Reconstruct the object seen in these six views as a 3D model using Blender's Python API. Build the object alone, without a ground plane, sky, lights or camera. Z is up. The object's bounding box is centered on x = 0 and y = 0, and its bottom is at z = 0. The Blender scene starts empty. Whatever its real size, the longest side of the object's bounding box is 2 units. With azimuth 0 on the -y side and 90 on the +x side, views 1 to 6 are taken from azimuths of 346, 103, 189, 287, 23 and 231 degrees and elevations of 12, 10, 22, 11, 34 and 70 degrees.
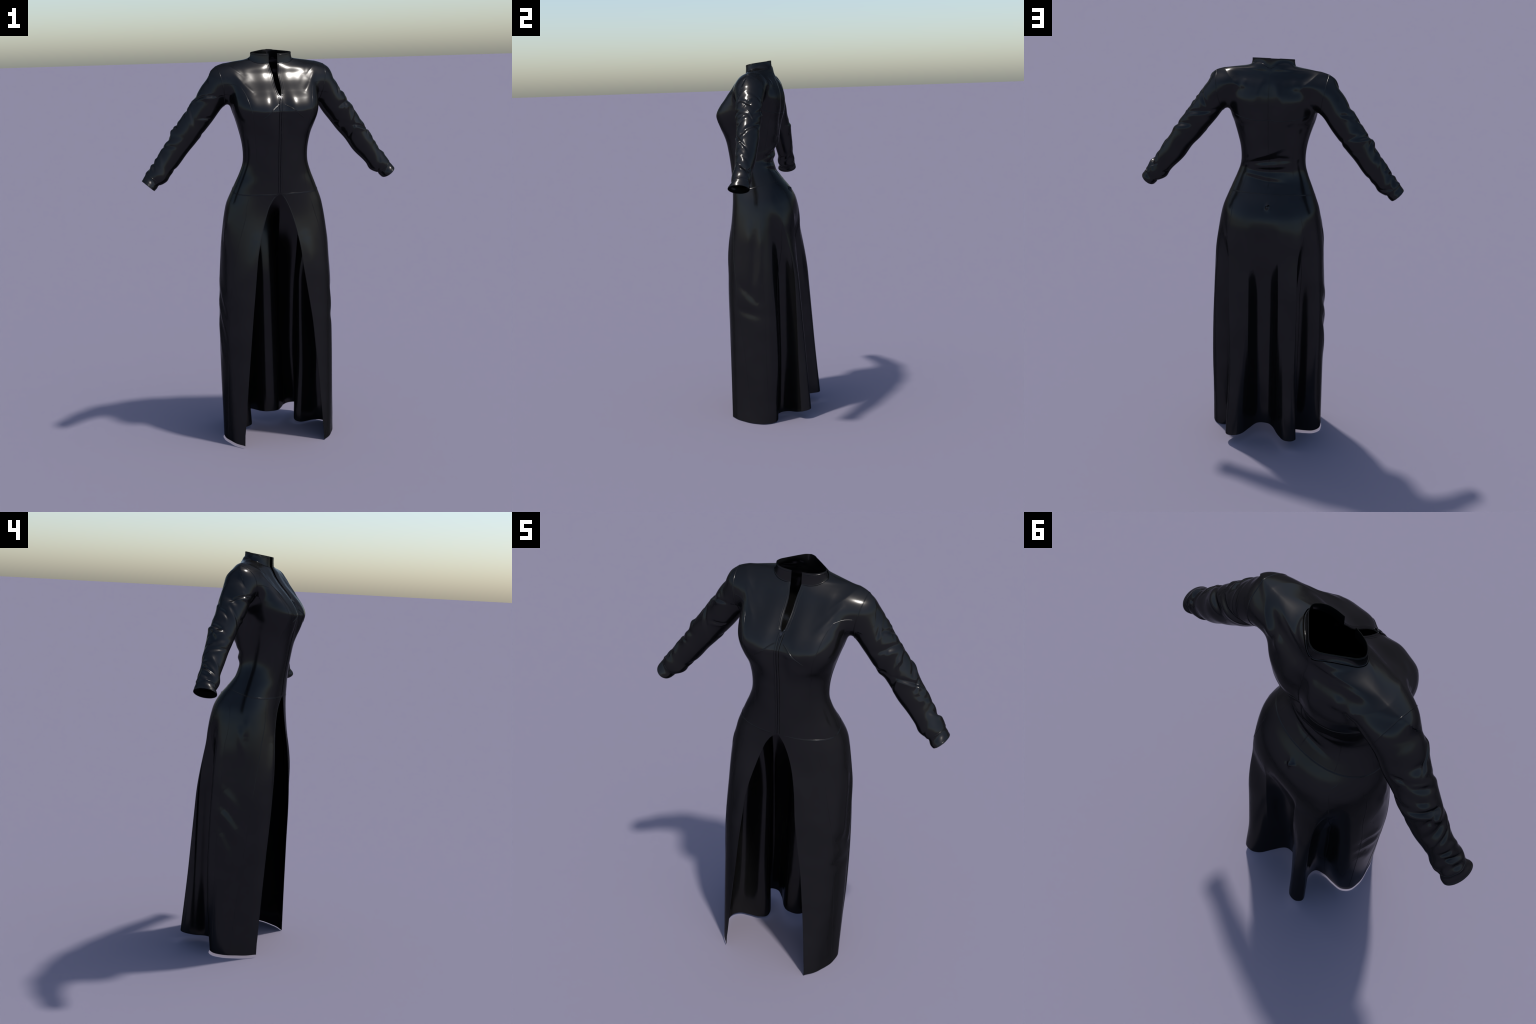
# Long black latex zip-front gown: fitted bodice, long wrinkled sleeves, stand collar,
# and an ankle-length skirt that is open in front and falls in deep folds at the back.
import bpy, math
import numpy as np

rng = np.random.RandomState(7)

# ------------------------------------------------------------------ helpers
def spline(xs, ys):
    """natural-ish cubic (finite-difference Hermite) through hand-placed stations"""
    xs = np.array(xs, float); ys = np.array(ys, float)
    h = np.diff(xs); dl = np.diff(ys) / h
    m = np.empty_like(ys); m[0] = dl[0]; m[-1] = dl[-1]
    m[1:-1] = (dl[:-1] * h[1:] + dl[1:] * h[:-1]) / (h[1:] + h[:-1])
    def f(x):
        x = np.clip(x, xs[0], xs[-1])
        i = np.clip(np.searchsorted(xs, x, side='right') - 1, 0, len(h) - 1)
        t = (x - xs[i]) / h[i]
        t2 = t * t; t3 = t2 * t
        return ((2*t3 - 3*t2 + 1) * ys[i] + (t3 - 2*t2 + t) * h[i] * m[i]
                + (-2*t3 + 3*t2) * ys[i+1] + (t3 - t2) * h[i] * m[i+1])
    return f

def smooth(a, b, x):
    t = np.clip((x - a) / (b - a), 0, 1)      # b < a gives a falling ramp
    return t * t * (3 - 2 * t)

def bump(x, c, w):
    return np.exp(-((x - c) / w) ** 2)

# ------------------------------------------------------------------ body sections
# z, half width, y of widest point, front y, back y, front exponent, back exponent
BODY = [
    (0.00, .292, .000, -.219, .190, 2.7, 2.7),
    (0.50, .291, .000, -.221, .190, 2.7, 2.7),
    (0.80, .285, -.010, -.220, .174, 2.75, 2.6),
    (0.95, .277, -.018, -.212, .168, 2.6, 2.4),
    (1.05, .272, -.025, -.201, .169, 2.5, 2.2),
    (1.12, .264, -.030, -.192, .174, 2.5, 2.2),
    (1.20, .252, -.035, -.185, .166, 2.4, 2.2),
    (1.25, .241, -.040, -.184, .152, 2.3, 2.2),
    (1.30, .222, -.050, -.186, .123, 2.2, 2.2),
    (1.35, .201, -.060, -.189, .082, 2.2, 2.2),
    (1.40, .180, -.070, -.194, .049, 2.1, 2.2),
    (1.45, .164, -.080, -.200, .039, 2.1, 2.2),
    (1.50, .161, -.085, -.207, .047, 2.1, 2.2),
    (1.55, .166, -.090, -.214, .062, 2.1, 2.2),
    (1.60, .177, -.090, -.223, .076, 2.1, 2.2),
    (1.64, .189, -.095, -.230, .085, 2.3, 2.2),
    (1.68, .202, -.100, -.237, .094, 2.4, 2.2),
    (1.71, .208, -.104, -.237, .100, 2.4, 2.6),
    (1.73, .210, -.102, -.232, .104, 2.4, 2.6),
    (1.76, .211, -.095, -.217, .107, 2.4, 2.6),
    (1.80, .214, -.082, -.186, .107, 2.3, 2.6),
    (1.85, .232, -.055, -.141, .098, 2.2, 2.0),
    (1.88, .256, -.040, -.118, .085, 2.0, 1.8),
    (1.91, .266, -.025, -.101, .068, 1.8, 1.42),
    (1.93, .246, -.016, -.090, .060, 1.5, 1.32),
    (1.942, .198, -.012, -.082, .057, 1.5, 1.35),
    (1.952, .130, -.012, -.074, .054, 1.8, 1.8),
    (1.970, .090, -.010, -.058, .048, 2.0, 2.0),
    (1.990, .060, -.010, -.035, .030, 2.0, 2.0),
]
_b = np.array(BODY)
S_w, S_yc, S_yf, S_yb, S_nf, S_nb = [spline(_b[:, 0], _b[:, i]) for i in range(1, 7)]

# fullness of the two breasts in front of the centre line, by height
S_bust = spline([1.50, 1.57, 1.60, 1.64, 1.67, 1.71, 1.76, 1.80, 1.85, 1.88, 1.91, 1.93, 1.95],
                [0, .003, .008, .014, .016, .021, .015, .010, .006, .006, .005, .002, 0])
# the latex bridges from breast to armpit
S_side = spline([1.54, 1.60, 1.66, 1.72, 1.78, 1.85, 1.90, 1.94], [0, .008, .018, .022, .024, .022, .010, 0])

def body_field(x, y, z):
    ax = np.abs(x); fm = smooth(-.02, -.08, y)
    y = y + fm * (S_bust(z) * np.exp(-((ax - .100) / .066) ** 4) + S_side(z) * np.exp(-((ax - .185) / .05) ** 2))
    w = S_w(z); yc = S_yc(z)
    dy = y - yc
    fr = dy < 0
    d = np.where(fr, yc - S_yf(z), S_yb(z) - yc)
    n = np.where(fr, S_nf(z), S_nb(z))
    q = (np.abs(x) / w + 1e-9) ** n + (np.abs(dy) / d + 1e-9) ** n
    return (q ** (1 / n) - 1) * np.minimum(w, d)

def body_ring(phi, z):
    """phi from front (-y) through -x to the back"""
    w = S_w(z); yc = S_yc(z)
    sx = -np.sin(phi); cy = -np.cos(phi)
    fr = cy < 0
    d = np.where(fr, yc - S_yf(z), S_yb(z) - yc)
    n = np.where(fr, S_nf(z), S_nb(z))
    r = ((np.abs(sx) / w + 1e-9) ** n + (np.abs(cy) / d + 1e-9) ** n) ** (-1 / n)
    return sx * r, yc + cy * r

# ------------------------------------------------------------------ sleeves
ARM_D = np.array([.66, -.75]); ARM_D = ARM_D / np.linalg.norm(ARM_D)
ARM_N = np.array([-ARM_D[1], ARM_D[0]])
ARM_O = np.array([.25, 1.82])
A_cn = spline([-.15, -.08, -.03, .036, .12, .2, .3, .37, .45, .52, .58, .65],
              [-.009, .001, .006, .007, .000, -.006, -.011, -.018, -.022, -.024, -.022, -.020])
A_an = spline([-.15, -.08, -.03, .036, .12, .16, .3, .38, .45, .52, .56, .604, .65],
              [.010, .045, .068, .071, .069, .068, .063, .059, .054, .049, .046, .038, .036])
A_ay = spline([-.15, -.05, .05, .12, .19, .26, .32, .38, .44, .49, .53, .57, .604, .65],
              [.020, .072, .073, .070, .066, .062, .058, .054, .050, .047, .047, .050, .057, .060])
A_cy = spline([-.15, -.05, .05, .12, .19, .26, .32, .44, .53, .57, .604, .65],
              [-.018, -.018, -.016, -.012, -.006, .001, .004, .004, .000, -.001, -.007, -.008])
CUFF_S = .599

def arm_coords(x, z):
    ax = np.abs(x)
    s = (ax - ARM_O[0]) * ARM_D[0] + (z - ARM_O[1]) * ARM_D[1]
    n = (ax - ARM_O[0]) * ARM_N[0] + (z - ARM_O[1]) * ARM_N[1]
    return s, n

def arm_field(x, y, z):
    s, n = arm_coords(x, z)
    an = A_an(s); ay = A_ay(s)
    q = np.sqrt(((n - A_cn(s)) / an) ** 2 + ((y - A_cy(s)) / ay) ** 2 + 1e-9)
    return (q - 1) * np.minimum(an, ay) + np.maximum(-.10 - s, 0)

def top_field(x, y, z):
    a = body_field(x, y, z); b = arm_field(x, y, z)
    k = .055
    h = np.clip(.5 + .5 * (b - a) / k, 0, 1)
    return b + (a - b) * h - k * h * (1 - h)

def grad(f, P, e=4e-4):
    g = np.empty_like(P)
    for i in range(3):
        d = np.zeros(3); d[i] = e
        A = P + d; B = P - d
        g[:, i] = (f(A[:, 0], A[:, 1], A[:, 2]) - f(B[:, 0], B[:, 1], B[:, 2])) / (2 * e)
    return g

def project(P, it=6):
    P = P.copy()
    for _ in range(it):
        g = grad(top_field, P)
        v = top_field(P[:, 0], P[:, 1], P[:, 2])
        st = (v / ((g * g).sum(1) + 1e-9))
        st = np.clip(st, -.02, .02)
        P -= st[:, None] * g
    return P

# ------------------------------------------------------------------ folds and wrinkles
def seg_dist(P, line):
    """distance to a polyline and position 0..1 along it"""
    L = np.array(line, float); seg = L[1:] - L[:-1]; ln = np.linalg.norm(seg, axis=1)
    cum = np.concatenate([[0], np.cumsum(ln)])
    best = np.full(len(P), 9.); tt = np.zeros(len(P))
    for i in range(len(seg)):
        t = np.clip(((P - L[i]) @ seg[i]) / ln[i] ** 2, 0, 1)
        d = np.linalg.norm(P - (L[i] + t[:, None] * seg[i]), axis=1)
        m = d < best
        best[m] = d[m]; tt[m] = ((cum[i] + t * ln[i]) / cum[-1])[m]
    return best, tt

# (polyline, height, width): ridges (+) and creases (-)
TOP_FOLDS = [
    # waist folds at the back: slanting rolls that cross the spine
    ([(.15, .0, 1.485), (.08, .05, 1.510), (0, .07, 1.545), (-.08, .06, 1.585)], .009, .018),
    ([(.15, -.01, 1.462), (.06, .045, 1.488), (-.05, .055, 1.512), (-.14, .0, 1.505)], -.007, .016),
    ([(.10, .03, 1.470), (0, .05, 1.474), (-.10, .03, 1.484)], .006, .015),
    ([(.14, -.02, 1.448), (.05, .045, 1.445), (-.10, .03, 1.450)], -.005, .015),
    ([(.12, .02, 1.430), (.04, .05, 1.425), (-.05, .055, 1.414)], .005, .013),
    ([(.10, .03, 1.415), (.02, .055, 1.400), (-.10, .05, 1.392)], -.004, .013),
    ([(.07, .07, 1.60), (0, .09, 1.59), (-.06, .08, 1.60)], .004, .016),
    # basin between the shoulder blades
    ([(.030, .07, 1.90), (.050, .09, 1.83), (.070, .09, 1.76)], .005, .016),
    ([(-.030, .07, 1.90), (-.050, .09, 1.83), (-.070, .09, 1.76)], .005, .016),
    ([(.070, .09, 1.765), (0, .09, 1.733), (-.070, .09, 1.765)], .005, .014),
    ([(.12, .06, 1.905), (.125, .08, 1.86)], .004, .014), ([(-.12, .06, 1.905), (-.125, .08, 1.86)], .004, .014),
    ([(.165, .06, 1.90), (.170, .07, 1.84)], .004, .013), ([(-.165, .06, 1.90), (-.170, .07, 1.84)], .004, .013),
    # taut edge under the bust and pulls toward the armpits
    ([(-.105, -.25, 1.699), (0, -.24, 1.706), (.105, -.25, 1.699)], .003, .012),
    ([(.13, -.20, 1.80), (.17, -.16, 1.84), (.20, -.11, 1.88)], .004, .012),
    ([(-.13, -.20, 1.80), (-.17, -.16, 1.84), (-.20, -.11, 1.88)], .004, .012),
    ([(.11, -.18, 1.83), (.14, -.14, 1.88)], .003, .012),
    ([(-.11, -.18, 1.83), (-.14, -.14, 1.88)], .003, .012),
]

def _arm_creases():
    """diagonal puckers per sleeve: position along arm, angle, half length, slant, depth, width"""
    r = np.random.RandomState(23); out = {}
    for side in (-1, 1):
        L = []
        s0 = .035
        while s0 < .545:
            calm = .34 < s0 < .46
            sl = r.uniform(.018, .065) * (1 if r.rand() < .5 else -1)
            L.append((s0, r.normal(0, 1.0), r.uniform(.45, 1.0), sl,
                      r.uniform(.0030, .0062) * (.5 if calm else 1) * (1 if r.rand() < .75 else -.7), r.uniform(.008, .017)))
            if r.rand() < .55 and not calm:
                L.append((s0 + r.uniform(-.01, .01), r.uniform(1.6, 4.6), r.uniform(.35, .7), -sl * .8, r.uniform(.002, .004), r.uniform(.007, .012)))
            if not calm:
                for _ in range(1):
                    L.append((s0 + r.uniform(-.02, .02), r.normal(-.1, .9), r.uniform(.18, .38), r.uniform(-.08, .08),
                              r.uniform(.0022, .0042) * (1 if r.rand() < .6 else -1), r.uniform(.007, .012)))
            s0 += r.uniform(.022, .048)
        out[side] = L
    return out
CREASES = _arm_creases()

def arm_wrinkle(P):
    s, n = arm_coords(P[:, 0], P[:, 2])
    phi = np.arctan2(P[:, 1] - A_cy(s), n - A_cn(s))      # 0 = outer side, + = back
    d = np.zeros(len(P))
    on = s > -.03
    for side in (-1, 1):
        m = on & (np.sign(P[:, 0]) == side)
        ss, pp = s[m], phi[m]; dd = np.zeros(m.sum())
        for s0, p0, hl, sl, dep, w in CREASES[side]:
            dp = (pp - p0 + np.pi) % (2 * np.pi) - np.pi
            q = ss - s0 - sl * dp
            dd += dep * (-np.exp(-(q / w) ** 2) + .55 * np.exp(-((q - 1.9 * w) / (1.3 * w)) ** 2)) * np.exp(-(dp / hl) ** 4)
        # the sleeve bags above the wrist, then pinches and flares into the cuff
        inner = .5 - .5 * np.cos(pp)
        dd += (.007 * inner + .001) * bump(ss, .520, .024) - (.0025 + .0045 * inner) * bump(ss, .566, .012)
        dd += .0022 * np.sin(37 * ss + 2.1 * np.cos(pp + side) + side) * np.cos(pp * 1.0 + 9 * ss)
        d[m] = dd * (1 - smooth(.585, .60, ss))
    near = np.sqrt(((n - A_cn(s)) / A_an(s)) ** 2 + ((P[:, 1] - A_cy(s)) / A_ay(s)) ** 2)
    return d * smooth(.02, .10, s) * (1 - smooth(1.15, 1.4, near))      # only on the sleeve itself

def top_disp(P):
    d = arm_wrinkle(P)
    for line, amp, w in TOP_FOLDS:
        r, t = seg_dist(P, line)
        d += amp * np.exp(-(r / w) ** 2) * np.sin(np.pi * np.clip(t * .9 + .05, 0, 1)) ** .6
    # hollow along the spine between the shoulder blades
    back = smooth(0, .04, P[:, 1])
    d += -.014 * bump(P[:, 0], 0, .036) * back * smooth(1.60, 1.70, P[:, 2]) * (1 - smooth(1.84, 1.92, P[:, 2]))
    return d

def top_point(p):
    P = project(np.atleast_2d(np.array(p, float)), 10)
    g = grad(top_field, P); n = g / np.linalg.norm(g, axis=1)[:, None]
    return P + n * top_disp(P)[:, None], n

# ------------------------------------------------------------------ surface nets for bodice + sleeves
def surface_net(lo, hi, h):
    ax = [np.arange(lo[i], hi[i] + h, h) for i in range(3)]
    X, Y, Z = np.meshgrid(*ax, indexing='ij')
    F = top_field(X.ravel(), Y.ravel(), Z.ravel()).reshape(X.shape)
    sg = F < 0
    nx, ny, nz = F.shape
    cell = np.zeros((nx-1, ny-1, nz-1), int); acc = np.zeros((nx-1, ny-1, nz-1, 3)); cnt = np.zeros((nx-1, ny-1, nz-1))
    for a in range(3):
        sh = [slice(None)] * 3; sl = [slice(None)] * 3
        sl[a] = slice(0, -1); sh[a] = slice(1, None)
        A = F[tuple(sl)]; B = F[tuple(sh)]
        cr = (A < 0) != (B < 0)
        with np.errstate(all='ignore'):
            t = np.where(cr, A / (A - B), 0)
        pos = np.stack([X[tuple(sl)], Y[tuple(sl)], Z[tuple(sl)]], -1); pos[..., a] += t * h
        o = [b for b in range(3) if b != a]
        for i in (0, 1):
            for j in (0, 1):
                s2 = [slice(None)] * 3
                for ax_i, k in zip(o, (i, j)):
                    s2[ax_i] = slice(k, F.shape[ax_i] - 1 + k)
                c = cr[tuple(s2)]
                acc += np.where(c[..., None], pos[tuple(s2)], 0); cnt += c
    act = cnt > 0
    cell[act] = np.arange(act.sum())
    V = acc[act] / cnt[act][:, None]
    faces = []
    for a in range(3):
        sl = [slice(1, -1)] * 3; sh = [slice(1, -1)] * 3
        sl[a] = slice(0, -1); sh[a] = slice(1, None)
        A = sg[tuple(sl)]; B = sg[tuple(sh)]
        b, c = (a + 1) % 3, (a + 2) % 3
        for flip, m in ((False, A & ~B), (True, ~A & B)):
            I = np.argwhere(m)
            base = I.copy()
            base[:, b] += 1; base[:, c] += 1
            def cid(db, dc):
                J = base.copy(); J[:, b] += db - 1; J[:, c] += dc - 1
                return cell[J[:, 0], J[:, 1], J[:, 2]]
            q = np.stack([cid(0, 0), cid(1, 0), cid(1, 1), cid(0, 1)], 1)
            faces.append(q[:, ::-1] if flip else q)
    return V, np.concatenate(faces)

def vert_normals(V, T):
    fn = np.cross(V[T[:, 1]] - V[T[:, 0]], V[T[:, 2]] - V[T[:, 0]])
    N = np.zeros_like(V)
    for i in range(3):
        for k in range(3):
            N[:, k] += np.bincount(T[:, i], fn[:, k], len(V))
    return N / (np.linalg.norm(N, axis=1)[:, None] + 1e-12)

def clip(V, N, O, T, g, is_open):
    """split a triangle mesh along g = 0; returns (negative side, positive side)"""
    g = g.copy(); g[np.abs(g) < 4e-4] = 0
    O = O.copy()
    if is_open: O[g == 0] = True
    gt = g[T]
    sgn = np.sign(gt)
    neg = (sgn <= 0).all(1); pos = (sgn >= 0).all(1) & ~neg
    mix = ~(neg | pos)
    out = {-1: [T[neg]], 1: [T[pos]]}
    nv = []; nn = []; cache = {}; nbase = len(V)
    def cut(a, b):
        k = (a, b) if a < b else (b, a)
        if k not in cache:
            t = g[a] / (g[a] - g[b])
            nv.append(V[a] + t * (V[b] - V[a])); n = N[a] + t * (N[b] - N[a]); nn.append(n / np.linalg.norm(n))
            cache[k] = nbase + len(nv) - 1
        return cache[k]
    add = {-1: [], 1: []}
    for tri in T[mix]:
        poly = {-1: [], 1: []}
        for i in range(3):
            a, b = tri[i], tri[(i + 1) % 3]
            if g[a] <= 0: poly[-1].append(a)
            if g[a] >= 0: poly[1].append(a)
            if g[a] * g[b] < 0:
                c = cut(a, b); poly[-1].append(c); poly[1].append(c)
        for s in (-1, 1):
            p = poly[s]
            for i in range(1, len(p) - 1): add[s].append((p[0], p[i], p[i+1]))
    if nv:
        V = np.concatenate([V, np.array(nv)]); N = np.concatenate([N, np.array(nn)])
        O = np.concatenate([O, np.full(len(nv), is_open)])
    res = []
    for s in (-1, 1):
        TT = out[s][0] if not add[s] else np.concatenate([out[s][0], np.array(add[s], int)])
        used = np.unique(TT); remap = np.full(len(V), -1); remap[used] = np.arange(len(used))
        res.append((V[used], N[used], O[used], remap[TT]))
    return res

THICK = .0018

def make_mesh(name, V, N, F, openv, mat, parent, thick=THICK):
    """sheet -> thin double-walled latex with a rim along its open borders"""
    F = np.asarray(F); k = F.shape[1]; nV = len(V)
    Vi = V - N * thick
    edges = {}
    for f in F:
        for i in range(k):
            a, b = int(f[i]), int(f[(i + 1) % k])
            if (b, a) in edges: del edges[(b, a)]
            else: edges[(a, b)] = 1
    rim = [(b, a, a + nV, b + nV) for (a, b) in edges if openv[a] and openv[b]]
    faces = [tuple(int(i) for i in f) for f in F] + [tuple(int(i) + nV for i in f[::-1]) for f in F] + rim
    me = bpy.data.meshes.new(name)
    me.from_pydata(np.concatenate([V, Vi]).tolist(), [], faces)
    me.materials.append(mat)
    me.polygons.foreach_set('use_smooth', [True] * len(me.polygons))
    # custom normals: the smooth sheet normal on both walls, the outer one carried over the rim
    ln = np.empty((len(me.loops), 3))
    lv = np.empty(len(me.loops), int); me.loops.foreach_get('vertex_index', lv)
    allN = np.concatenate([N, -N]); ln[:] = allN[lv]
    nr = len(rim) * 4
    if nr:
        ln[-nr:] = np.array([N[i % nV] for r in rim for i in r])
    me.update()
    me.normals_split_custom_set(ln.tolist())
    ob = bpy.data.objects.new(name, me); bpy.context.scene.collection.objects.link(ob)
    ob.parent = parent
    return ob

def simple_mesh(name, V, F, mat, parent, smooth_on=True):
    me = bpy.data.meshes.new(name); me.from_pydata([tuple(map(float, v)) for v in V], [], [tuple(map(int, f)) for f in F])
    me.materials.append(mat); me.polygons.foreach_set('use_smooth', [smooth_on] * len(me.polygons)); me.update()
    ob = bpy.data.objects.new(name, me); bpy.context.scene.collection.objects.link(ob); ob.parent = parent
    return ob

# ------------------------------------------------------------------ material
def latex(name, base, rough, metal=.82):
    m = bpy.data.materials.new(name); m.use_nodes = True
    nt = m.node_tree; b = nt.nodes['Principled BSDF']
    tc = nt.nodes.new('ShaderNodeTexCoord')
    nz = nt.nodes.new('ShaderNodeTexNoise'); nz.inputs['Scale'].default_value = 9; nz.inputs['Detail'].default_value = 3
    nt.links.new(tc.outputs['Object'], nz.inputs['Vector'])
    cr = nt.nodes.new('ShaderNodeValToRGB')
    cr.color_ramp.elements[0].position = .3; cr.color_ramp.elements[1].position = .75
    cr.color_ramp.elements[0].color = tuple(c * .92 for c in base) + (1,)
    cr.color_ramp.elements[1].color = tuple(c * 1.08 for c in base) + (1,)
    nt.links.new(nz.outputs['Fac'], cr.inputs['Fac']); nt.links.new(cr.outputs['Color'], b.inputs['Base Color'])
    b.inputs['Roughness'].default_value = rough
    b.inputs['Metallic'].default_value = metal
    b.inputs['Specular Tint'].default_value = (.20, .20, .21, 1)
    b.inputs['Specular IOR Level'].default_value = .25
    return m

LATEX = latex('black_latex', (.033, .0327, .0328), .21)
SEAM = latex('black_latex_seam', (.033, .0327, .0328), .21)
ZIP = latex('black_zipper_metal', (.05, .05, .055), .3)

# ------------------------------------------------------------------ root
gown = bpy.data.objects.new('latex_gown', None)
bpy.context.scene.collection.objects.link(gown)
gown['label'] = 'long glossy black latex gown with front zip and open skirt'
gown['category'] = 'dress'

# ------------------------------------------------------------------ seam between bodice and skirt
def hip_z(x, y):
    return 1.300 + .047 * smooth(-.15, .12, y)

# ------------------------------------------------------------------ collar tube
# collar plan, left half from the front gap to the centre back: wide in front, narrowing behind
COL_TOP = [(-.024, -.088), (-.050, -.085), (-.075, -.077), (-.094, -.062), (-.1025, -.045), (-.097, -.029),
           (-.078, -.009), (-.057, .010), (-.035, .029), (-.015, .043), (.0, .0465)]
COL_BASE = [(-.021, -.090), (-.052, -.089), (-.083, -.079), (-.104, -.061), (-.113, -.042), (-.107, -.022),
            (-.086, .004), (-.064, .023), (-.040, .040), (-.018, .051), (.0, .054)]
COL_C = np.array([0., -.035])
def ring_fn(half):
    h = np.array(half) - COL_C
    full = np.concatenate([h, h[-2::-1] * [-1, 1]])
    ang = np.unwrap(np.arctan2(-full[:, 0], -full[:, 1]))        # from front through -x
    r = np.hypot(full[:, 0], full[:, 1])
    ang = np.concatenate([[0], ang, [2 * math.pi]]); r = np.concatenate([[r[0] * 1.0], r, [r[-1]]])
    return spline(ang, r)
R_top, R_base = ring_fn(COL_TOP), ring_fn(COL_BASE)
def collar_field(x, y):
    dx = x - COL_C[0]; dy = y - COL_C[1]
    ang = np.arctan2(-dx, -dy) % (2 * math.pi)
    return np.hypot(dx, dy) - R_base(ang)

# half width of the unzipped neck opening
ZIP_TOP = 1.774
G_open = spline([1.70, 1.774, 1.782, 1.80, 1.83, 1.88, 1.92, 1.99], [-.01, 0, .006, .0105, .0135, .0150, .021, .027])

# ------------------------------------------------------------------ bodice + sleeves
V, Q = surface_net((-.72, -.30, 1.24), (.72, .16, 2.0), .0039)
T = np.concatenate([Q[:, [0, 1, 2]], Q[:, [0, 2, 3]]])
E0 = np.concatenate([Q[:, [0, 1]], Q[:, [1, 2]], Q[:, [2, 3]], Q[:, [3, 0]]])
def relax(V):
    acc = np.zeros_like(V); cnt = np.zeros(len(V))
    for a, b in ((0, 1), (1, 0)):
        for k in range(3): acc[:, k] += np.bincount(E0[:, a], V[E0[:, b], k], len(V))
        cnt += np.bincount(E0[:, a], minlength=len(V))
    return .4 * V + .6 * acc / np.maximum(cnt, 1)[:, None]
V = project(V, 4)
for _ in range(4):
    V = project(relax(V), 2)
keep = (V[T][:, :, 2] > 1.26).all(1)
T = T[keep]
g = grad(top_field, V); n = g / (np.linalg.norm(g, axis=1)[:, None] + 1e-12)
V = V + n * top_disp(V)[:, None]
N = vert_normals(V, T)
if (N * n).sum(1).mean() < 0:
    T = T[:, ::-1]; N = -N
O = np.zeros(len(V), bool)
M = (V, N, O, T)
M = clip(*M, hip_z(M[0][:, 0], M[0][:, 1]) - M[0][:, 2], False)[0]                       # hip seam
s, _n = arm_coords(M[0][:, 0], M[0][:, 2])
M = clip(*M, s - CUFF_S, True)[0]                                                        # cuffs
M = clip(*M, np.where(M[0][:, 2] > 1.88, -collar_field(M[0][:, 0], M[0][:, 1]), -.1), False)[0]  # neck
fr = (M[0][:, 1] < -.03) & (M[0][:, 2] > 1.72)
M = clip(*M, np.where(fr, G_open(M[0][:, 2]) - np.abs(M[0][:, 0]), -.1), True)[0]         # zip opening
def armhole(P):
    s, n = arm_coords(P[:, 0], P[:, 2])
    return s - .006 + .8 * n
body, arms = clip(*M, armhole(M[0]), False)
make_mesh('bodice', body[0], body[1], body[3], body[2], LATEX, gown)
armL, armR = clip(*arms, arms[0][:, 0], False)
for a in (armL, armR):
    make_mesh('sleeve', a[0], a[1], a[3], a[2], LATEX, gown)

# ------------------------------------------------------------------ collar
def torso_top(x, y):
    """height of the shoulder surface above a plan position"""
    z = np.full_like(x, 1.995); zz = np.arange(1.995, 1.86, -.0015)
    done = np.zeros(len(x), bool)
    for q in zz:
        f = top_field(x, y, np.full_like(x, q))
        hit = (f < 0) & ~done
        z[hit] = q; done |= hit
    k = np.ones(9) / 9
    return np.convolve(np.pad(z, 4, mode='edge'), k, mode='valid')
def collar_sheet():
    nu, nv = 200, 18
    a0 = math.atan2(.0225, .055)
    ph = np.linspace(a0, 2 * math.pi - a0, nu)
    sx, cy = -np.sin(ph), -np.cos(ph)
    bx, by = sx * R_base(ph), COL_C[1] + cy * R_base(ph)
    zb = torso_top(bx, by) - .007
    P = []
    for j in range(nv):
        t = j / (nv - 1)
        k = 1 - (1 - t) ** 2.2                      # flares out at the foot, upright above
        r = R_base(ph) * (1 - k) + R_top(ph) * k
        x = sx * r; y = COL_C[1] + cy * r
        zt = 1.977 + (y + .088) / .134 * .022 + .0012 * (x > .0) * smooth(.0, .006, y - .03)
        z = zb + (zt - zb) * t
        P.append(np.stack([x, y, z], 1))
    P = np.array(P)
    idx = np.arange(nu * nv).reshape(nv, nu)
    F = np.stack([idx[:-1, :-1], idx[:-1, 1:], idx[1:, 1:], idx[1:, :-1]], -1).reshape(-1, 4)
    return P.reshape(-1, 3), F, idx
def fix(V, F, center):
    T = np.concatenate([F[:, [0, 1, 2]], F[:, [0, 2, 3]]])
    N = vert_normals(V, T)
    out = V - center
    if (N[:, :2] * out[:, :2]).sum() < 0:
        F = F[:, ::-1]; N = -N
    return N, F
Vc, Fc, ic = collar_sheet()
Nc, Fc = fix(Vc, Fc, np.array([0, -.017, 0]))
make_mesh('collar', Vc, Nc, Fc, np.ones(len(Vc), bool), LATEX, gown, .0014)

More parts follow.
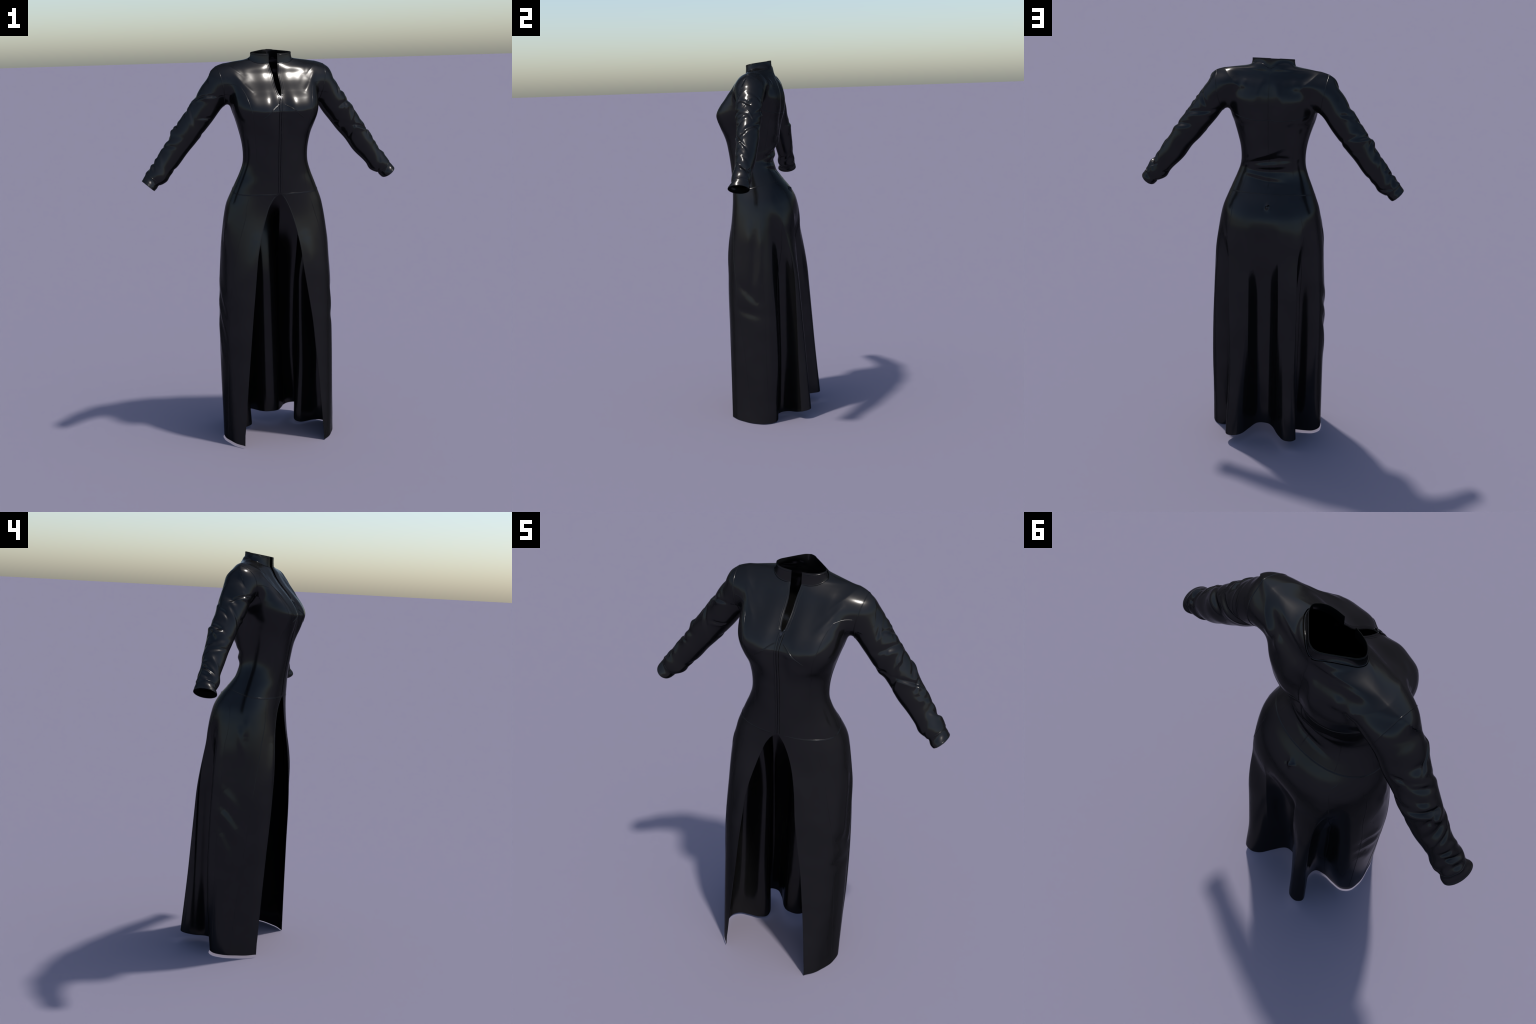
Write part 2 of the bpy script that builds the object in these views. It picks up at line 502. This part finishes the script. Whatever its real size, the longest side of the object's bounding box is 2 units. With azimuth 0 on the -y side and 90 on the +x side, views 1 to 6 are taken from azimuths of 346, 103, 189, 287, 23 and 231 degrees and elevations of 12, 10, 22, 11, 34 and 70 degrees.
# ------------------------------------------------------------------ skirt
# hem line: parameter 0..1 from left slit edge round the back to right slit edge, x, y, z
HEM = [
    (0.000, -.226, -.186, .012), (.130, -.273, -.105, .011), (.180, -.294, -.030, .010), (.207, -.289, .018, .010),
    (.233, -.257, .050, .010), (.256, -.210, .058, .011), (.276, -.160, .063, .013), (.291, -.124, .082, .018),
    (.304, -.124, .124, .026), (.318, -.160, .170, .036), (.333, -.193, .216, .051), (.350, -.178, .248, .054),
    (.370, -.138, .252, .055), (.396, -.098, .210, .058), (.430, -.060, .146, .063), (.488, -.010, .112, .066),
    (.530, .038, .124, .064), (.560, .068, .172, .058), (.585, .095, .222, .054), (.612, .132, .249, .053),
    (.638, .174, .242, .051), (.656, .184, .202, .043), (.671, .156, .160, .030), (.684, .127, .118, .022), (.697, .119, .078, .014),
    (.712, .140, .055, .008), (.730, .176, .060, .005), (.750, .218, .070, .004), (.773, .260, .064, .002), (.802, .294, .015, .001),
    (.835, .291, -.050, .0), (.890, .256, -.130, .0), (1.00, .197, -.201, .0),
]
_h = np.array(HEM)
H_x, H_y, H_z = [spline(_h[:, 0], _h[:, i]) for i in (1, 2, 3)]
# the same line at mid height: the side valleys are shallower and do not undercut the crests
MID = {.233: (-.268, .066), .256: (-.226, .088), .276: (-.190, .086), .291: (-.166, .100), .304: (-.156, .128), .318: (-.156, .160), .333: (-.160, .190),
       .350: (-.160, .240), .370: (-.130, .248), 
       .638: (.150, .225), .656: (.160, .190), .671: (.157, .158), .684: (.157, .126), .697: (.168, .100), .712: (.188, .088),
       .730: (.210, .086), .750: (.240, .100), .773: (.270, .088)}
_m = _h.copy()
for row in _m:
    if round(float(row[0]), 3) in MID: row[1:3] += .55 * (np.array(MID[round(float(row[0]), 3)]) - row[1:3])
M_x, M_y = spline(_m[:, 0], _m[:, 1]), spline(_m[:, 0], _m[:, 2])
ZB = 1.08
def fall(z, u):
    """how far each column has left the hip ring for the hem line: the back flutes form
    high up under the seat, the front and side panels stay full until far down"""
    t = np.clip((ZB - z) / ZB, 0, 1)
    backness = smooth(.225, .285, u) * (1 - smooth(.70, .755, u))
    flute = .88 * smooth(1.25, .77, z) + .12 * t
    return backness * flute + (1 - backness) * t ** 1.9
# slit edges (x by height)
E_L = spline([0, .32, .53, .70, .87, 1.0, 1.105, 1.19, 1.26, 1.29, 1.302, 1.36], [-.228, -.200, -.180, -.164, -.145, -.128, -.104, -.079, -.050, -.026, -.006, -.004])
E_R = spline([0, .16, .35, .49, .65, .79, .90, 1.055, 1.174, 1.238, 1.28, 1.302, 1.36], [.197, .187, .172, .159, .143, .122, .105, .085, .058, .035, .014, -.002, -.003])

def edge_phi(xe, z, left):
    """angle on the hip ring whose x equals the wanted slit edge"""
    ph = np.linspace(0, 1.3, 400)
    x, y = body_ring(ph if left else -ph, np.full_like(ph, z))
    return float(np.interp(abs(xe), np.abs(x), ph)) * (1 if abs(xe) > 0 else 0)

SKIRT_FOLDS = [
    # right knee: two long pulls that meet in a slanting dent
    ([(.285, -.120, .800), (.30, -.068, .755), (.30, .000, .690)], -.009, .030),
    ([(.275, -.135, .655), (.29, -.072, .640), (.30, .010, .620)], -.006, .030),
    ([(.275, -.046, 1.126), (.29, -.056, .968), (.295, -.065, .835), (.295, -.078, .790)], .008, .020),
    ([(.275, .030, 1.143), (.295, .009, .924), (.30, -.012, .720)], .009, .017),
    ([(.285, -.015, 1.08), (.295, -.025, .92), (.30, -.038, .78)], -.007, .018),
    ([(.28, .058, 1.08), (.295, .054, .80), (.29, .05, .5), (.28, .05, .2)], .005, .014),
    ([(.28, -.125, .62), (.285, -.12, .40), (.285, -.12, .08)], .004, .022),
    ([(.26, -.16, .98), (.27, -.15, .80), (.275, -.14, .68)], .005, .018),
    # left thigh and knee: slanting drag lines from the side seam
    ([(-.285, .016, .738), (-.29, -.030, .690), (-.285, -.080, .600)], .006, .030),
    ([(-.285, .008, .845), (-.29, -.040, .790), (-.285, -.085, .720)], .005, .028),
    ([(-.285, .015, .790), (-.29, -.035, .740), (-.285, -.080, .670)], -.005, .028),
    ([(-.290, .020, .631), (-.29, -.020, .550), (-.285, -.050, .440)], .006, .030),
    ([(-.290, .018, .690), (-.29, -.030, .630), (-.285, -.065, .530)], -.004, .028),
    ([(-.275, .037, 1.093), (-.285, .040, .98), (-.29, .036, .860)], .006, .015),
    ([(-.265, -.055, 1.150), (-.275, -.066, 1.09), (-.285, -.080, 1.030)], .006, .016),
    ([(-.255, -.087, 1.200), (-.265, -.085, 1.12)], .005, .016),
    # thigh fullness where the panels leave the hip seam
    ([(-.13, -.19, 1.08), (-.15, -.20, .98), (-.17, -.20, .86)], .006, .03),
    ([(.12, -.19, 1.08), (.14, -.20, .98), (.15, -.20, .86)], .006, .03),
    # small knot of rubber under the back seam
    ([(-.006, .128, 1.299), (-.012, .134, 1.284)], .012, .011),
    ([(.008, .128, 1.299), (.004, .136, 1.276)], -.004, .008),
]
def skirt_raw(u, z):
    s = fall(z, u)
    t = np.clip((ZB - z) / ZB, 0, 1)
    ph = P_L(z) + (2 * math.pi - P_R(z) - P_L(z)) * u
    x, y = body_ring(ph, z)
    low = smooth(.42, .0, z)
    hx = M_x(u) + (H_x(u) - M_x(u)) * low
    hy = M_y(u) + (H_y(u) - M_y(u)) * low
    hy = hy - np.maximum(hy - .179, 0) * (1 - t)          # flute crests run out in straight lines
    return (1 - s) * x + s * hx, (1 - s) * y + s * hy
_zs = np.linspace(0, 1.36, 120)
def _edge_tab(left):
    out = []
    for z in _zs:
        k = min(float(fall(z, 0. if left else 1.)), .85)
        xe = float(((E_L(z) - k * H_x(0.)) if left else (E_R(z) - k * H_x(1.))) / (1 - k))
        xe = min(xe, 0) if left else max(xe, 0)
        out.append(edge_phi(min(max(xe, -.2), .2), z, left))
    return spline(_zs, out)
P_L = _edge_tab(True); P_R = _edge_tab(False)

def skirt_point(u, v):
    """v 0 at the hip seam, 1 at the hem"""
    z0 = np.full_like(u, 1.32)
    for _ in range(4):
        x, y = skirt_raw(u, z0); z0 = hip_z(x, y)
    z = z0 + (H_z(u) - z0) * v
    x, y = skirt_raw(u, z)
    return np.stack([x, y, z], -1)

nu, nv = 640, 300
uu = np.linspace(0, 1, nu); vv = np.linspace(0, 1, nv)
U, W = np.meshgrid(uu, vv)
Vs = skirt_point(U.ravel(), W.ravel())
idx = np.arange(nu * nv).reshape(nv, nu)
Fs = np.stack([idx[:-1, :-1], idx[:-1, 1:], idx[1:, 1:], idx[1:, :-1]], -1).reshape(-1, 4)
Ns, Fs = fix(Vs, Fs, np.array([0, 0, 0]))
def skirt_disp(P):
    d = np.zeros(len(P))
    for line, amp, w in SKIRT_FOLDS:
        r, t = seg_dist(P, line)
        d += amp * np.exp(-(r / w) ** 2) * np.sin(np.pi * np.clip(t * .9 + .05, 0, 1)) ** .6
    return d
Vs = Vs + Ns * skirt_disp(Vs)[:, None]
Ns, Fs = fix(Vs, Fs, np.array([0, 0, 0]))
bo = np.zeros((nv, nu), bool); bo[-1] = True; bo[:, 0] = True; bo[:, -1] = True
make_mesh('skirt', Vs, Ns, Fs, bo.ravel(), LATEX, gown)

# ------------------------------------------------------------------ seams
def spl3(pts, n):
    p = np.array(pts, float); t = np.concatenate([[0], np.cumsum(np.linalg.norm(np.diff(p, axis=0), axis=1))])
    q = np.linspace(0, t[-1], n)
    return np.stack([spline(t, p[:, i])(q) for i in range(3)], 1)

PROFILE_DOUBLE = [(-1, -.4), (-.75, .8), (-.4, 1), (-.12, .15), (.12, .15), (.4, 1), (.75, .8), (1, -.4)]
PROFILE_RIDGE = [(-1, -.4), (-.6, .75), (0, 1), (.6, .75), (1, -.4)]

def strip(name, P, N, half, height, prof, mat, parent, closed=False, taper=True):
    """ribbon with a raised cross-section laid on the latex"""
    n = len(P)
    Tn = np.roll(P, -1, 0) - np.roll(P, 1, 0)
    if not closed: Tn[0] = P[1] - P[0]; Tn[-1] = P[-1] - P[-2]
    Tn /= np.linalg.norm(Tn, axis=1)[:, None] + 1e-12
    B = np.cross(N, Tn); B /= np.linalg.norm(B, axis=1)[:, None] + 1e-12
    k = np.ones(n)
    if taper and not closed:
        e = np.minimum(np.arange(n), np.arange(n)[::-1]) / max(4., n * .06); k = np.clip(e, .15, 1)
    V = np.stack([P + B * (a * half) + N * (h * height * k)[:, None] for a, h in prof], 1).reshape(-1, 3)
    m = len(prof); F = []
    for i in range(n if closed else n - 1):
        j = (i + 1) % n
        for q in range(m - 1):
            F.append((i * m + q, i * m + q + 1, j * m + q + 1, j * m + q))
    nn = np.cross(V[F[0][1]] - V[F[0][0]], V[F[0][3]] - V[F[0][0]])
    if nn @ N[0] < 0: F = [f[::-1] for f in F]
    return simple_mesh(name, V, F, mat, parent)

def on_top(pts, n):
    P = project(spl3(pts, n), 8)
    g = grad(top_field, P); N = g / np.linalg.norm(g, axis=1)[:, None]
    return P + N * top_disp(P)[:, None], N

_S = Vs.reshape(nv, nu, 3); _SN = Ns.reshape(nv, nu, 3)
def bil(A, u, v):
    fu = np.clip(u * (nu - 1), 0, nu - 1.001); fv = np.clip(v * (nv - 1), 0, nv - 1.001)
    i = fu.astype(int); j = fv.astype(int); a = (fu - i)[:, None]; b = (fv - j)[:, None]
    return (A[j, i] * (1 - a) + A[j, i + 1] * a) * (1 - b) + (A[j + 1, i] * (1 - a) + A[j + 1, i + 1] * a) * b
def on_skirt(pts, n):
    uv = []
    for p in pts:
        k = int(((Vs - np.array(p)) ** 2).sum(1).argmin()); uv.append((k % nu / (nu - 1), k // nu / (nv - 1), 0))
    q = spl3(uv, n)
    P = bil(_S, q[:, 0], q[:, 1]); N = bil(_SN, q[:, 0], q[:, 1])
    return P, N / np.linalg.norm(N, axis=1)[:, None]

def mir(pts): return [(-x, y, z) for x, y, z in pts]

seams = bpy.data.objects.new('seams', None); bpy.context.scene.collection.objects.link(seams); seams.parent = gown

PRINCESS = [(-.141, -.16, 1.303), (-.127, -.16, 1.367), (-.119, -.161, 1.437), (-.122, -.18, 1.52), (-.130, -.20, 1.60),
            (-.143, -.23, 1.70), (-.158, -.206, 1.759), (-.173, -.184, 1.802), (-.187, -.158, 1.832)]
YOKE_FRONT = [(-.187, -.158, 1.832), (-.215, -.13, 1.838), (-.250, -.102, 1.838)]
BACK_PRINCESS = [(-.14, .06, 1.335), (-.125, .03, 1.40), (-.118, .02, 1.47), (-.125, .04, 1.56), (-.14, .06, 1.66), (-.15, .07, 1.718)]
SIDE = [(-.205, -.05, 1.320), (-.178, -.06, 1.39), (-.164, -.07, 1.46), (-.170, -.07, 1.56), (-.19, -.06, 1.66), (-.205, -.04, 1.72)]
for line, n in ((PRINCESS, 150), (YOKE_FRONT, 30), (BACK_PRINCESS, 90), (SIDE, 100)):
    for pts in (line, mir(line)):
        P, N = on_top(pts, n)
        strip('seam', P, N, .0016, .0008, PROFILE_RIDGE, SEAM, seams)
for pts in ([(-.013, -.235, 1.741), (-.05, -.245, 1.712), (-.097, -.24, 1.671)], [(.014, -.235, 1.741), (.055, -.245, 1.712), (.109, -.24, 1.669)]):
    P, N = on_top(pts, 50); strip('bust_dart', P, N, .0032, .0016, PROFILE_DOUBLE, SEAM, seams)
P, N = on_top([(.200, .02, 1.738), (.15, .07, 1.722), (.08, .09, 1.715), (0, .09, 1.713), (-.08, .09, 1.715), (-.15, .07, 1.722), (-.200, .02, 1.738)], 120)
strip('yoke_seam', P, N, .0024, .0014, PROFILE_RIDGE, SEAM, seams)
P, N = on_top([(0, .056, 1.958), (0, .08, 1.90), (0, .09, 1.80), (0, .09, 1.70), (0, .07, 1.60), (0, .05, 1.50), (0, .045, 1.43), (0, .06, 1.38), (0, .08, 1.346)], 200)
strip('seam', P, N, .0026, .0014, PROFILE_DOUBLE, SEAM, seams)

# armhole seams
for side in (1, -1):
    a = np.linspace(0, 2 * math.pi, 140, endpoint=False)
    c = np.array([.262 * side, -.015, 1.81])
    P = np.stack([np.full_like(a, c[0]), c[1] + .09 * np.sin(a), c[2] + .10 * np.cos(a)], 1)
    gn = np.array([(ARM_D[0] + .8 * ARM_N[0]) * side, 0, ARM_D[1] + .8 * ARM_N[1]]); L2 = gn @ gn
    for _ in range(14):
        P = project(P, 1); P = P - (armhole(P) / L2)[:, None] * gn
    g = grad(top_field, P); N = g / np.linalg.norm(g, axis=1)[:, None]
    strip('armhole_seam', P + N * top_disp(P)[:, None], N, .0024, .0014, PROFILE_RIDGE, SEAM, seams, closed=True)
    # cuff hem
    a = np.linspace(0, 2 * math.pi, 120, endpoint=False)
    for so in (.594, .556):
        an, ay = A_an(so), A_ay(so)
        nn = A_cn(so) + an * np.cos(a); yy = A_cy(so) + ay * np.sin(a)
        X = ARM_O[0] + ARM_D[0] * so + ARM_N[0] * nn; Z = ARM_O[1] + ARM_D[1] * so + ARM_N[1] * nn
        P = np.stack([X * side, yy, Z], 1)
        d0 = arm_wrinkle(P)[:, None]
        N = np.stack([ARM_N[0] * np.cos(a) / an * side, np.sin(a) / ay, ARM_N[1] * np.cos(a) / an], 1); N /= np.linalg.norm(N, axis=1)[:, None]
        strip('cuff_hem' if so > .58 else 'cuff_seam', P + N * d0, N, .0018, .0006 if so > .58 else .0011, PROFILE_RIDGE, SEAM, seams, closed=True)

# hip seam: follows the top row of the skirt
u = np.linspace(.004, .996, 400)
P = bil(_S, u, np.zeros_like(u)); N = bil(_SN, u, np.zeros_like(u)); N /= np.linalg.norm(N, axis=1)[:, None]
strip('hip_seam', P, N, .0034, .0009, PROFILE_DOUBLE, SEAM, seams)

# skirt panel seams
FRONT_PANEL = [(-.141, -.16, 1.295), (-.180, -.165, 1.209), (-.22, -.162, 1.07), (-.256, -.137, .823), (-.271, -.118, .613), (-.282, -.09, .33), (-.288, -.065, .012)]
SIDE_PANEL = [(-.235, .005, 1.30), (-.25, .008, 1.224), (-.275, .021, 1.035), (-.288, .022, .861), (-.29, .027, .684), (-.29, .03, .505), (-.29, .029, .323), (-.29, .028, .012)]
BACK_PANEL = [(-.150, .055, 1.33), (-.165, .095, 1.22), (-.185, .115, 1.10), (-.19, .11, .95), (-.175, .085, .75), (-.17, .075, .4), (-.165, .065, .012)]
for line, n in ((FRONT_PANEL, 260), (SIDE_PANEL, 260), (BACK_PANEL, 260)):
    for pts in (line, mir(line)):
        P, N = on_skirt(pts, n)
        strip('panel_seam', P, N, .0017, .0010, PROFILE_RIDGE, SEAM, seams)
# bound slit edges and hem
for e in (.0025, .9975):
    v = np.linspace(.01, 1, 260); uu2 = np.full_like(v, e)
    P = bil(_S, uu2, v); N = bil(_SN, uu2, v); N /= np.linalg.norm(N, axis=1)[:, None]
    strip('slit_edge', P, N, .0028, .0007, PROFILE_RIDGE, SEAM, seams, taper=False)

# collar seams: foot seam and stitched top edge
Pc = Vc.reshape(ic.shape + (3,)); NcG = Nc.reshape(ic.shape + (3,))
strip('collar_seam', Pc[3], NcG[3], .0020, .0012, PROFILE_RIDGE, SEAM, seams)
strip('collar_seam', Pc[-3], NcG[-3], .0016, .0009, PROFILE_RIDGE, SEAM, seams)

# ------------------------------------------------------------------ zip
zipper = bpy.data.objects.new('zipper', None); bpy.context.scene.collection.objects.link(zipper); zipper.parent = gown
CZ = [(0, -.207, 1.770), (-.003, -.228, 1.738), (-.006, -.237, 1.694), (-.006, -.222, 1.593), (-.006, -.20, 1.449), (-.007, -.187, 1.307)]
Pz, Nz = on_top(CZ, 220)
# two raised lips that part near the slider
tz = np.linspace(0, 1, len(Pz)); part = .0022 * (1 - smooth(.0, .17, tz))
LIP = [(-1, -.3), (-.92, .55), (-.7, .95), (-.3, 1), (.5, 1), (.85, .8), (1, -.3)]
for sd in (-1, 1):
    off = np.zeros_like(Pz); off[:, 0] = sd * (.0052 + part)
    P, N = on_top(Pz + off, len(Pz))
    strip('zipper_lip', P, N, .0043, .0038, LIP if sd < 0 else [(-a, h) for a, h in LIP][::-1], LATEX, zipper, taper=False)
# teeth
def box(c, ax, hs):
    V = [c + ax[0] * a * hs[0] + ax[1] * b * hs[1] + ax[2] * d * hs[2] for a in (-1, 1) for b in (-1, 1) for d in (-1, 1)]
    return V, [(0, 1, 3, 2), (4, 6, 7, 5), (0, 4, 5, 1), (2, 3, 7, 6), (0, 2, 6, 4), (1, 5, 7, 3)]
def merge(boxes):
    V = []; F = []
    for v, f in boxes:
        o = len(V); V += v; F += [tuple(i + o for i in q) for q in f]
    return V, F
bx = []
for i in range(0, len(Pz), 1):
    t = Pz[min(i + 1, len(Pz) - 1)] - Pz[max(i - 1, 0)]; t /= np.linalg.norm(t)
    b = np.cross(Nz[i], t); b /= np.linalg.norm(b)
    sd = 1 if i % 2 else -1
    bx.append(box(Pz[i] + b * sd * .0009 + Nz[i] * .0004, (b, t, Nz[i]), (.0015, .0007, .0010)))
ob = simple_mesh('zipper_teeth', *merge(bx), ZIP, zipper, False); ob['kind'] = 'stuff'
# slider and its two stops
t = Pz[6] - Pz[0]; t /= np.linalg.norm(t); b = np.cross(Nz[0], t)
def slab(name, c, ax, hs, mat):
    me_ob = simple_mesh(name, *box(c, ax, hs), mat, zipper, False)
    md = me_ob.modifiers.new('round', 'BEVEL'); md.width = min(hs) * .6; md.segments = 3
    return me_ob
slab('zipper_slider', Pz[2] + Nz[0] * .0022, (b, t, Nz[0]), (.0048, .0058, .0022), ZIP)
slab('zipper_pull', Pz[5] + Nz[0] * .0046, (b, t, Nz[0]), (.0020, .0060, .0009), ZIP)
for sd in (-1, 1):
    p, n2 = on_top([(sd * .0085, -.20, 1.778), (sd * .0085, -.20, 1.779)], 2)
    slab('zipper_stop', p[0] + n2[0] * .001, (b, t, n2[0]), (.0028, .0028, .0018), ZIP)
# tape along both edges of the open neck
for sd in (-1, 1):
    z = np.linspace(1.782, 1.932, 90)
    for o, hw, hh in ((.0036, .0034, .0016), (.0112, .0016, .0009)):
        x = sd * (G_open(z) + o)
        P, N = on_top(np.stack([x, S_yf(z) - .004, z], 1), 90)
        strip('zipper_tape' if o < .005 else 'seam', P, N, hw, hh, PROFILE_DOUBLE if o < .005 else PROFILE_RIDGE, SEAM, zipper if o < .005 else seams, taper=False)
